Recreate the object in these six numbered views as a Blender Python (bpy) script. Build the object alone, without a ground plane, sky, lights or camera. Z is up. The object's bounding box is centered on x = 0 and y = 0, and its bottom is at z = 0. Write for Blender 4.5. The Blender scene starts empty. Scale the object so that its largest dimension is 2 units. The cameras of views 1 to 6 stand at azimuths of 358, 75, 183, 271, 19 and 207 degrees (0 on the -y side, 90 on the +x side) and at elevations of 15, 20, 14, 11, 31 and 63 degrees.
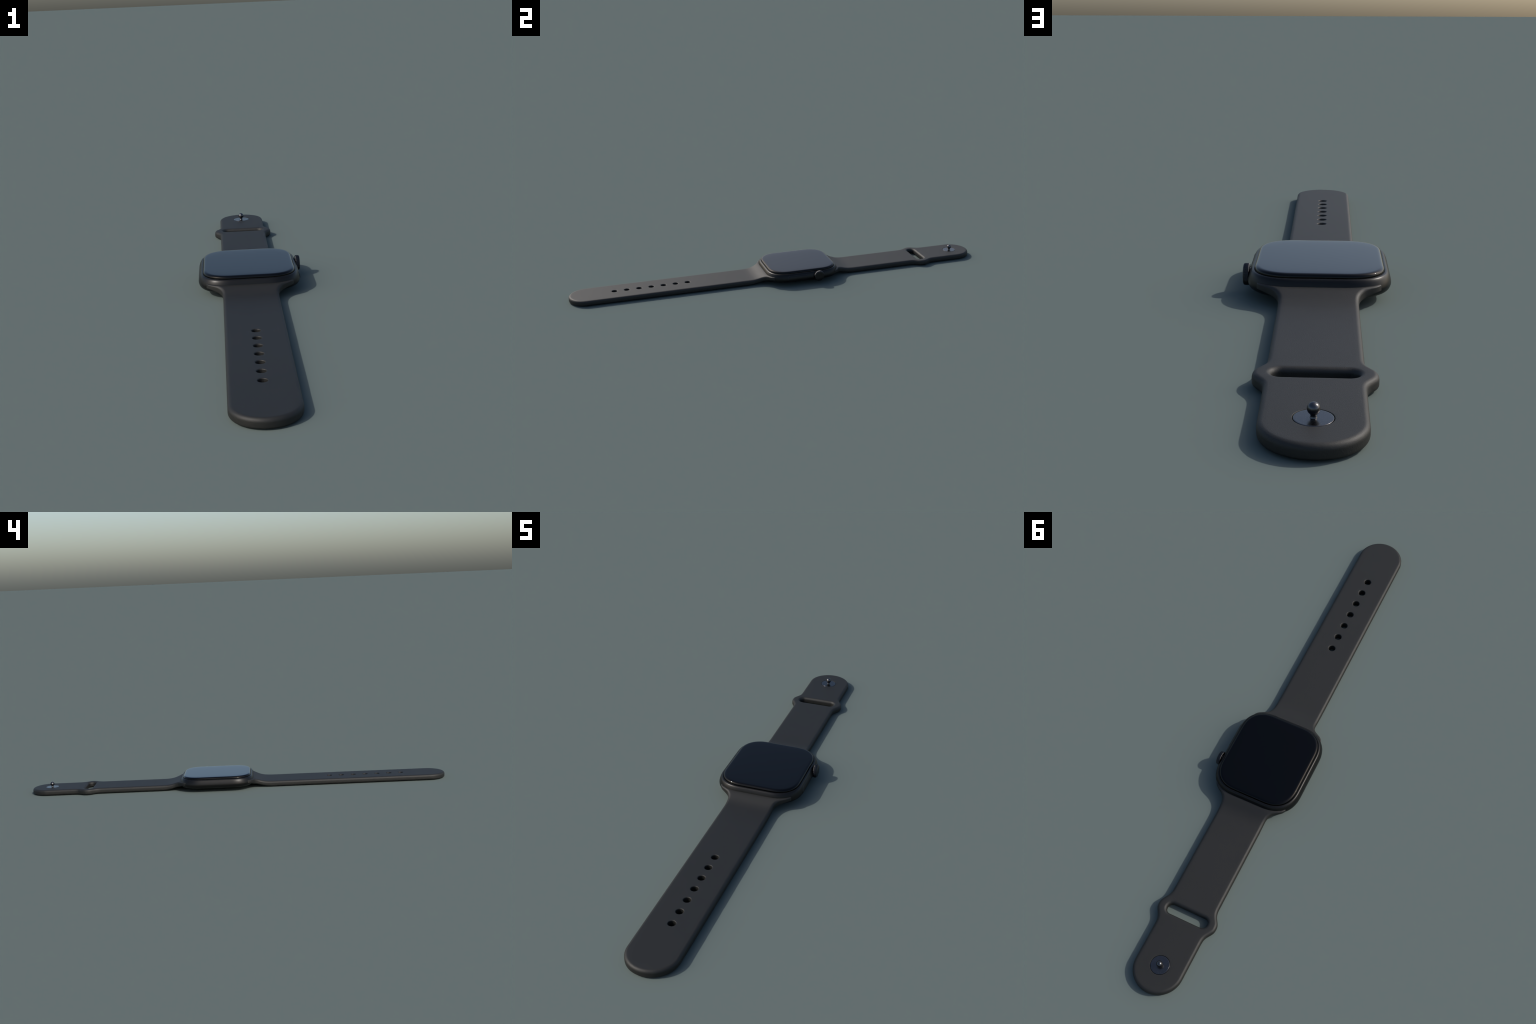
import bpy, bmesh, math
from mathutils import Vector
from mathutils.geometry import delaunay_2d_cdt

# ------------------------------------------------------------------ layout
CX, CY = -0.006, 0.1005          # centre of the watch body (crown sticks out to +x)
CASE_A, CASE_B, CASE_R = 0.1586, 0.1767, 0.1045     # half width, half length, corner size
GLASS_A, GLASS_B, GLASS_R = 0.1436, 0.1617, 0.0898
STRAP_W = 0.0842                 # half width of the straps
FILLET = (0.0100, 0.0075)        # rounding of the strap sides, top and underside
N_CORNER = 2.38                  # superellipse power of the rounded corners


def lerp(a, b, t):
    return a + (b - a) * t


def smooth(t):
    t = max(0.0, min(1.0, t))
    return t * t * (3 - 2 * t)


def pchip(points):
    """Monotone cubic through (x, y) control points."""
    xs, ys = [p[0] for p in points], [p[1] for p in points]
    n = len(xs)
    d = [(ys[i + 1] - ys[i]) / (xs[i + 1] - xs[i]) for i in range(n - 1)]
    m = [0.0] * n
    m[0], m[-1] = d[0], d[-1]
    for i in range(1, n - 1):
        m[i] = 0.0 if d[i - 1] * d[i] <= 0 else 2 * d[i - 1] * d[i] / (d[i - 1] + d[i])

    def f(x):
        if x <= xs[0]:
            return ys[0]
        if x >= xs[-1]:
            return ys[-1]
        i = max(k for k in range(n - 1) if xs[k] <= x)
        h = xs[i + 1] - xs[i]
        t = (x - xs[i]) / h
        return ((2 * t**3 - 3 * t * t + 1) * ys[i] + (t**3 - 2 * t * t + t) * h * m[i]
                + (3 * t * t - 2 * t**3) * ys[i + 1] + (t**3 - t * t) * h * m[i + 1])
    return f


def catmull(points, steps):
    """Open centripetal-ish Catmull-Rom curve through 2D control points."""
    P = [Vector(p) for p in points]
    P = [2 * P[0] - P[1]] + P + [2 * P[-1] - P[-2]]
    out = []
    for i in range(1, len(P) - 2):
        for k in range(steps):
            t = k / steps
            a, b, c, d = P[i - 1], P[i], P[i + 1], P[i + 2]
            out.append(0.5 * ((2 * b) + (c - a) * t + (2 * a - 5 * b + 4 * c - d) * t * t + (3 * b - a - 3 * c + d) * t**3))
    out.append(P[-2])
    return out


def resample(loop, spacing):
    """Even spacing along a closed 2D polyline."""
    pts = [Vector(p) for p in loop]
    lens = [(pts[(i + 1) % len(pts)] - pts[i]).length for i in range(len(pts))]
    total = sum(lens)
    n = max(16, int(total / spacing))
    out, i, acc = [], 0, 0.0
    for k in range(n):
        s = total * k / n
        while acc + lens[i] < s:
            acc += lens[i]
            i += 1
        t = (s - acc) / lens[i] if lens[i] else 0
        out.append(pts[i].lerp(pts[(i + 1) % len(pts)], t))
    return out


def loop_normals(loop):
    """Left-hand normals of a counter-clockwise loop point inward."""
    n = len(loop)
    res = []
    for i in range(n):
        t = (loop[(i + 1) % n] - loop[i - 1]).normalized()
        res.append(Vector((-t.y, t.x)))
    return res


def inside(p, loop):
    r, n = False, len(loop)
    for i in range(n):
        a, b = loop[i], loop[(i + 1) % n]
        if (a.y > p.y) != (b.y > p.y) and p.x < (b.x - a.x) * (p.y - a.y) / (b.y - a.y) + a.x:
            r = not r
    return r


def mesh_object(name, bm, material, parent, smooth_angle=None):
    bmesh.ops.recalc_face_normals(bm, faces=bm.faces)
    me = bpy.data.meshes.new(name)
    bm.to_mesh(me)
    bm.free()
    me.materials.append(material)
    ob = bpy.data.objects.new(name, me)
    bpy.context.scene.collection.objects.link(ob)
    ob.parent = parent
    for p in me.polygons:
        p.use_smooth = True
    if smooth_angle:
        me.set_sharp_from_angle(angle=math.radians(smooth_angle))
    return ob


def bridge(bm, ring_a, ring_b):
    n = len(ring_a)
    for i in range(n):
        j = (i + 1) % n
        bm.faces.new((ring_a[i], ring_a[j], ring_b[j], ring_b[i]))


def cap(bm, ring, centre):
    c = bm.verts.new(centre)
    n = len(ring)
    for i in range(n):
        bm.faces.new((ring[i], ring[(i + 1) % n], c))


# --------------------------------------------------------------- materials
def principled(name, colour, rough, metallic=0.0, spec=0.5, **extra):
    m = bpy.data.materials.new(name)
    m.use_nodes = True
    b = m.node_tree.nodes["Principled BSDF"]
    b.inputs["Base Color"].default_value = (*colour, 1)
    b.inputs["Roughness"].default_value = rough
    b.inputs["Metallic"].default_value = metallic
    b.inputs["Specular IOR Level"].default_value = spec
    for k, v in extra.items():
        b.inputs[k].default_value = v
    return m, m.node_tree, b


def add_grain(nt, b, scale, strength, distance, rough=None, tint=None):
    """Fine surface grain: bump, plus slight roughness and colour breakup."""
    co = nt.nodes.new("ShaderNodeTexCoord")
    noise = nt.nodes.new("ShaderNodeTexNoise")
    noise.inputs["Scale"].default_value = scale
    noise.inputs["Detail"].default_value = 3.0
    nt.links.new(co.outputs["Object"], noise.inputs["Vector"])
    bump = nt.nodes.new("ShaderNodeBump")
    bump.inputs["Strength"].default_value = strength
    bump.inputs["Distance"].default_value = distance
    nt.links.new(noise.outputs["Fac"], bump.inputs["Height"])
    nt.links.new(bump.outputs["Normal"], b.inputs["Normal"])
    if rough:
        r = nt.nodes.new("ShaderNodeMapRange")
        r.inputs["To Min"].default_value, r.inputs["To Max"].default_value = rough
        nt.links.new(noise.outputs["Fac"], r.inputs["Value"])
        nt.links.new(r.outputs["Result"], b.inputs["Roughness"])
    if tint:
        broad = nt.nodes.new("ShaderNodeTexNoise")
        broad.inputs["Scale"].default_value = 14.0
        nt.links.new(co.outputs["Object"], broad.inputs["Vector"])
        ramp = nt.nodes.new("ShaderNodeValToRGB")
        ramp.color_ramp.elements[0].position, ramp.color_ramp.elements[1].position = 0.35, 0.65
        ramp.color_ramp.elements[0].color = (*tint[0], 1)
        ramp.color_ramp.elements[1].color = (*tint[1], 1)
        nt.links.new(broad.outputs["Fac"], ramp.inputs["Fac"])
        nt.links.new(ramp.outputs["Color"], b.inputs["Base Color"])


RUBBER, nt, b = principled("soft_rubber", (0.0066, 0.0066, 0.0055), 0.58)
add_grain(nt, b, 520.0, 0.26, 0.0010, (0.56, 0.65), ((0.0063, 0.0063, 0.0053), (0.0069, 0.0069, 0.0058)))
METAL, nt, b = principled("satin_dark_aluminium", (0.0030, 0.0030, 0.0030), 0.36, 0.0, spec=0.28)
add_grain(nt, b, 900.0, 0.03, 0.0004, (0.34, 0.38))
GLASS, nt, b = principled("black_display_glass", (0.0002, 0.0002, 0.0003), 0.020, spec=0.245)
CROWN_METAL, nt, b = principled("turned_dark_metal", (0.040, 0.040, 0.042), 0.27, 1.0)
add_grain(nt, b, 900.0, 0.03, 0.0004, (0.25, 0.30))
STEEL, nt, b = principled("polished_dark_steel", (0.098, 0.098, 0.102), 0.26, 1.0)
add_grain(nt, b, 700.0, 0.02, 0.0003, (0.24, 0.29))
DARK, nt, b = principled("dark_gap_standin", (0.006, 0.006, 0.007), 0.6)  # near-black tone painted as the shade of the groove round the button
CERAMIC, nt, b = principled("black_ceramic_back", (0.012, 0.012, 0.014), 0.12)

# -------------------------------------------------------------- root thing
root = bpy.data.objects.new("smartwatch", None)
bpy.context.scene.collection.objects.link(root)
root.location = (CX, CY, 0)
root["label"] = "dark grey smartwatch lying flat with open rubber sport band"
root["category"] = "smart watch"
root.empty_display_size = 0.1
# all parts are modelled in the body's frame: origin under the middle of the case


# ---------------------------------------------------------- rounded body rings
def rounded_rect(a, b, r, per_corner=28, per_side=8):
    """Counter-clockwise loop with superelliptic corners."""
    pts = []
    for q in range(4):
        sx, sy = ((1, 1), (-1, 1), (-1, -1), (1, -1))[q]
        cx, cy = sx * (a - r), sy * (b - r)
        arc = []
        for k in range(per_corner + 1):
            t = math.pi / 2 * k / per_corner
            u, v = math.cos(t) ** (2 / N_CORNER), max(0.0, math.sin(t)) ** (2 / N_CORNER)
            if k == per_corner:
                u, v = 0.0, 1.0
            arc.append((u, v))
        if q % 2:
            arc = arc[::-1]
        pts += [Vector((cx + sx * u * r, cy + sy * v * r)) for u, v in arc]
    out = []
    for i, p in enumerate(pts):
        out.append(p)
        if i % (per_corner + 1) == per_corner:
            nxt = pts[(i + 1) % len(pts)]
            out += [p.lerp(nxt, k / per_side) for k in range(1, per_side)]
    return out


def body_loft(name, a, b, r, profile, material, parent, close_top=True, close_bottom=True, angle=None):
    """Loft of rounded rectangles; profile is a list of (inset, z)."""
    bm = bmesh.new()
    rings = []
    for inset, z in profile:
        k = max(r - inset, 0.012)
        rings.append([bm.verts.new((p.x, p.y, z)) for p in rounded_rect(a - inset, b - inset, k)])
    for lo, hi in zip(rings, rings[1:]):
        bridge(bm, lo, hi)
    if close_bottom:
        cap(bm, rings[0], (0, 0, profile[0][1]))
    if close_top:
        cap(bm, rings[-1], (0, 0, profile[-1][1]))
    return mesh_object(name, bm, material, parent, angle)


# case: pebble-like side wall, flat ledge round the glass, shallow seat under it
CASE_SIDE = [(0.0600, 0.0125), (0.0420, 0.0126), (0.0290, 0.0131), (0.0185, 0.0147), (0.0105, 0.0175),
             (0.0044, 0.0218), (0.0011, 0.0275), (0.0, 0.0335), (0.0010, 0.0400), (0.0029, 0.0463),
             (0.0053, 0.0520), (0.0078, 0.0559), (0.0099, 0.0577), (0.0118, 0.0584)]
side_z = catmull(CASE_SIDE, 4)
case_profile = [(p.x, p.y) for p in side_z] + [(0.0132, 0.0586), (0.0142, 0.0586), (0.0146, 0.0583), (0.01475, 0.0577), (0.0148, 0.0530), (0.0170, 0.0528)]
case = body_loft("case", CASE_A, CASE_B, CASE_R, case_profile, METAL, root, angle=50)

# display glass with a rolled-over rim
gp = [(0.0004, 0.0520), (0.0, 0.0575), (0.0, 0.0588)]
for k in range(1, 13):
    t = math.pi / 2 * k / 12
    gp.append((0.0120 * (1 - math.cos(t) ** 0.8), 0.0588 + 0.0090 * math.sin(t) ** 0.8))
gp += [(0.018, 0.06795), (0.035, 0.06805), (0.06, 0.0681), (0.10, 0.0681)]
glass = body_loft("display_glass", GLASS_A, GLASS_B, GLASS_R, gp, GLASS, root)


# ------------------------------------------------------------- lathe helper
def lathe(name, profile, material, parent, axis="Z", at=(0, 0, 0), seg=72, flute=None, angle=None):
    """Spin (radius, height) about an axis; flute(angle, i) scales the radius."""
    bm = bmesh.new()
    rings = []
    for i, (r, h) in enumerate(profile):
        ring = []
        for k in range(seg):
            t = math.tau * k / seg
            rr = r * (flute(t, i) if flute else 1.0)
            u, v = rr * math.cos(t), rr * math.sin(t)
            co = (u, v, h) if axis == "Z" else (h, u, v)
            ring.append(bm.verts.new(Vector(co) + Vector(at)))
        rings.append(ring)
    for lo, hi in zip(rings, rings[1:]):
        bridge(bm, lo, hi)
    for ring, h in ((rings[0], profile[0][1]), (rings[-1], profile[-1][1])):
        cap(bm, ring, Vector((0, 0, h) if axis == "Z" else (h, 0, 0)) + Vector(at))
    return mesh_object(name, bm, material, parent, angle)


# back crystal dome that carries the case just above the ground
dome = [(0.112, 0.0134), (0.110, 0.0120)] + [(0.108 * math.cos(t), 0.0092 + 0.0027 * (1 - math.sin(t))) for t in [math.pi / 2 * k / 10 for k in range(1, 10)]]
lathe("back_crystal", dome, CERAMIC, case, seg=96)

# crown: fluted knob on a short stem
CROWN_Y, CROWN_Z, CROWN_R = 0.1610 - CY, 0.0384, 0.0249
x0, x1 = 0.1494 - CX, 0.1645 - CX
crown_profile = [(0.0150, x0 - 0.008), (0.0150, x0 - 0.0004), (0.0225, x0), (0.0246, x0 + 0.0012), (CROWN_R, x0 + 0.0034), (CROWN_R, x0 + 0.0070),
                 (CROWN_R * 0.995, x0 + 0.0098), (0.0242, x0 + 0.0121), (0.0230, x0 + 0.0137), (0.0214, x0 + 0.0145), (0.0205, x0 + 0.0147), (0.0199, x1 - 0.0003), (0.010, x1)]


def crown_flute(t, i):
    depth = (0, 0, 0.4, 0.8, 1, 1, 1, 0.8, 0.3, 0, 0, 0, 0)[i]
    return 1.0 - 0.026 * depth * (0.5 + 0.5 * math.cos(56 * t)) ** 2


crown = lathe("crown", crown_profile, CROWN_METAL, root, "X", (0, CROWN_Y, CROWN_Z), 56 * 8, crown_flute, 60)

# side button: stadium plate that follows the bulge of the case side
case_at = pchip(sorted((p.y, p.x) for p in side_z[8:]))


def stadium(half_len, half_wid, n=20):
    pts = []
    for s, a0 in ((1, -math.pi / 2), (-1, math.pi / 2)):
        for k in range(n + 1):
            t = a0 + math.pi * k / n
            pts.append(Vector((s * (half_len - half_wid) + half_wid * math.cos(t), half_wid * math.sin(t))))
    return resample(pts, 0.0012)


def side_plate(name, cy, cz, half_len, half_wid, steps, material, parent):
    """steps: (inset, proud) from the outside in."""
    bm = bmesh.new()
    base = stadium(half_len, half_wid)
    nrm = loop_normals(base)
    rings = []
    for inset, proud in steps:
        ring = []
        for p, n in zip(base, nrm):
            q = p + n * inset
            z = cz + q.y
            ring.append(bm.verts.new((CASE_A - case_at(z) + proud, cy + q.x, z)))
        rings.append(ring)
    for lo, hi in zip(rings, rings[1:]):
        bridge(bm, lo, hi)
    # centre strip closed across the short way
    last = rings[-1]
    n = len(last)
    left = sorted(range(n), key=lambda i: (last[i].co.y))
    bmesh.ops.triangle_fill(bm, use_beauty=True, edges=[e for e in bm.edges if e.verts[0] in set(last) and e.verts[1] in set(last)])
    return mesh_object(name, bm, material, parent)


BTN_Y, BTN_Z = 0.0572 - CY, 0.0380
side_plate("button_gap_standin", BTN_Y, BTN_Z, 0.0504, 0.0127, [(0, -0.002), (0, 0.0001), (0.0018, 0.0001), (0.0060, 0.0001)], DARK, case)  # added dark plate standing in for an uncut groove, no real part
side_plate("side_button", BTN_Y, BTN_Z, 0.0488, 0.0111, [(0, -0.002), (0, 0.0003), (0.0004, 0.0007), (0.0010, 0.0009), (0.0040, 0.0009), (0.0070, 0.0009), (0.0095, 0.0009)], METAL, root)

# ------------------------------------------------------------------ straps
# d = distance from the middle of the case along the strap
strap_top = pchip([(0.130, 0.0436), (0.155, 0.0440), (0.172, 0.0437), (0.185, 0.0404), (0.198, 0.0358), (0.219, 0.0292), (0.241, 0.0258), (0.264, 0.0250), (1.2, 0.0250)])
strap_bottom = pchip([(0.130, 0.0190), (0.170, 0.0185), (0.186, 0.0160), (0.202, 0.0112), (0.222, 0.0052), (0.250, 0.0008), (0.270, 0.0), (1.2, 0.0)])


def strap_z(x, d, s):
    """Height of a strap point; s runs from -1 (underside) to 1 (top)."""
    hi, lo = strap_top(d), strap_bottom(d)
    lo += 0.0105 * smooth((abs(x) - 0.086) / 0.044) * smooth((0.215 - d) / 0.04)
    return lerp(lo, hi, 0.5 + 0.5 * s)


LUG = [(0.0842, 0.262), (0.0842, 0.238), (0.0844, 0.218), (0.0854, 0.204), (0.0890, 0.1925), (0.0965, 0.1815), (0.1075, 0.1735),
       (0.1180, 0.1672), (0.1262, 0.1605), (0.1314, 0.1535), (0.1334, 0.1492), (0.1335, 0.1472), (0.1322, 0.1456), (0.1290, 0.1440), (0.1200, 0.140), (0.105, 0.136), (0.06, 0.135)]


def strap_outline(length, width, tip_depth, tip_power):
    """Closed loop: lug, straight sides, rounded tip (d measured from the case centre)."""
    right = [Vector(p) for p in catmull(LUG, 10)][::-1]                    # from the hidden end out to the strap
    d0, d1 = 0.262, length - tip_depth
    n = int((d1 - d0) / 0.004)
    right += [Vector((width(d0 + (d1 - d0) * k / n), d0 + (d1 - d0) * k / n)) for k in range(1, n)]
    for k in range(0, 40):
        t = math.pi / 2 * k / 40
        right.append(Vector((width(d1) * math.cos(t) ** (2 / tip_power), d1 + tip_depth * math.sin(t) ** (2 / tip_power))))
    loop = right + [Vector((0.0, length))] + [Vector((-p.x, p.y)) for p in right[::-1]]
    return resample(loop, 0.0030)


FILLET_STEPS = 9


def fillet_profile(i, top, low):
    """Ring i of the side wall, underside to top: (offset from the outline, s); radii in metres."""
    n = FILLET_STEPS
    r = low if i <= n else top
    t = math.pi / 2 * (1 - (i if i <= n else 2 * n + 1 - i) / n)
    drop = r / 0.0125 * (1 - math.sin(t))
    return r * (1 - math.cos(t)), (-1 + drop if i <= n else 1 - drop)


def build_strap(name, sign, outline, cuts, parent):
    """sign: +1 strap runs to +y, -1 to -y. cuts: (loop, fillet) holes through it."""
    bm = bmesh.new()
    tops, bottoms = [], []
    tip_y = max(p.y for p in outline)
    for loop, fillet, is_hole in [(outline, FILLET, False)] + [(c, f, True) for c, f in cuts]:
        nrm = loop_normals(loop)
        rings = []
        for i in range(2 * FILLET_STEPS + 2):
            ring = []
            for p, n in zip(loop, nrm):
                top, low = fillet
                if not is_hole:
                    k = smooth((p.y - 0.150) / 0.062)           # crisper where the lug slides into the case
                    top, low = lerp(0.0045, top, k), lerp(0.0040, low, k)
                    k = smooth((p.y - tip_y + 0.085) / 0.070)    # blunter rim round the tip
                    top, low = lerp(top, 0.0102, k), lerp(low, 0.0050, k)
                off, s = fillet_profile(i, top, low)
                q = p - n * off if is_hole else p + n * off
                v = bm.verts.new((q.x, q.y, strap_z(q.x, q.y, s)))
                ring.append(v)
            rings.append(ring)
        for lo, hi in zip(rings, rings[1:]):
            bridge(bm, lo, hi)
        bottoms.append(rings[0])
        tops.append(rings[-1])
    outer = [v.co.xy.copy() for v in tops[0]]
    holes = [[v.co.xy.copy() for v in ring] for ring in tops[1:]]
    pts, edges = [], []
    for ring in [outer] + holes:
        k = len(pts)
        pts += ring
        edges += [(k + i, k + (i + 1) % len(ring)) for i in range(len(ring))]
    fixed = len(pts)
    ymin, ymax = min(p.y for p in outer), max(p.y for p in outer)
    step = 0.0075
    iy = 0
    while ymin + iy * step < ymax:
        for ix in range(-19, 20):
            p = Vector((ix * step, ymin + iy * step))
            if inside(p, outer) and not any(inside(p, h) for h in holes):
                if min((p - q).length_squared for q in pts[:fixed]) > (0.45 * step) ** 2:
                    pts.append(p)
        iy += 1
    vs, es, fs, ov, oe, of = delaunay_2d_cdt(pts, edges, [], 0, 1e-7)
    flat_top = [v for ring in tops for v in ring]
    flat_bot = [v for ring in bottoms for v in ring]
    top_v, bot_v = [], []
    for co, orig in zip(vs, ov):
        o = [i for i in orig if i < fixed]
        if o:
            top_v.append(flat_top[o[0]])
            bot_v.append(flat_bot[o[0]])
        else:
            top_v.append(bm.verts.new((co.x, co.y, strap_z(co.x, co.y, 1))))
            bot_v.append(bm.verts.new((co.x, co.y, strap_z(co.x, co.y, -1))))
    for f in fs:
        c = sum((Vector(vs[i]) for i in f), Vector((0, 0))) / len(f)
        if inside(c, outer) and not any(inside(c, h) for h in holes):
            for side, order in ((top_v, f), (bot_v, f[::-1])):
                try:
                    bm.faces.new([side[i] for i in order])
                except ValueError:
                    pass
    for v in bm.verts:
        if sign < 0:
            v.co.y = -v.co.y
    return mesh_object(name, bm, RUBBER, parent)


def circle(cx, cd, r, n=48):
    return [Vector((cx + r * math.cos(math.tau * k / n), cd + r * math.sin(math.tau * k / n))) for k in range(n)]


# long strap with seven adjustment holes
LONG = 1.0 + CY
hole_ds = [CY + 0.4433 + 0.05755 * k for k in range(7)]
build_strap("perforated_strap", -1, strap_outline(LONG, lambda d: STRAP_W, 0.083, 2.0), [(circle(0, d, 0.0124), (0.0026, 0.0015)) for d in hole_ds], root)

# short strap: keeper slot in a widened neck, and the stud near the tip
SHORT = 1.0 - CY
SLOT_D, STUD_D = 0.7220 - CY, 0.9067 - CY


def short_width(d):
    return STRAP_W + 0.0222 * math.exp(-(abs(d - SLOT_D) / 0.034) ** 2.6)


slot = [Vector((p.x, p.y + SLOT_D)) for p in stadium(0.0740, 0.0180)]
pin_strap = build_strap("pin_strap", 1, strap_outline(SHORT, short_width, 0.083, 2.0), [(slot, (0.0100, 0.0060)), (circle(0, STUD_D, 0.0320, 96), (0.0008, 0.0008))], root)

# metal plate let into the strap and the ball-headed stud that stands on it
lathe("pin_plate", [(0.0300, 0.0120), (0.0308, 0.0125), (0.0308, 0.0243), (0.03065, 0.0247), (0.0303, 0.0249), (0.0296, 0.0250), (0.0280, 0.0250), (0.0150, 0.0250)], STEEL, pin_strap, at=(0, STUD_D, 0), seg=96)
BALL_R, BALL_Z = 0.0102, 0.0395
stud = [(0.0058, 0.0246), (0.0058, 0.0253), (0.0053, 0.0258), (0.0049, 0.0268), (0.0048, 0.0280), (0.0050, 0.0295), (0.0060, 0.0312)]
for k in range(0, 17):
    t = -0.72 + (math.pi / 2 + 0.72) * k / 17
    stud.append((BALL_R * math.cos(t), BALL_Z + BALL_R * math.sin(t)))
lathe("pin_stud", stud, STEEL, pin_strap, at=(0, STUD_D, 0), seg=64)
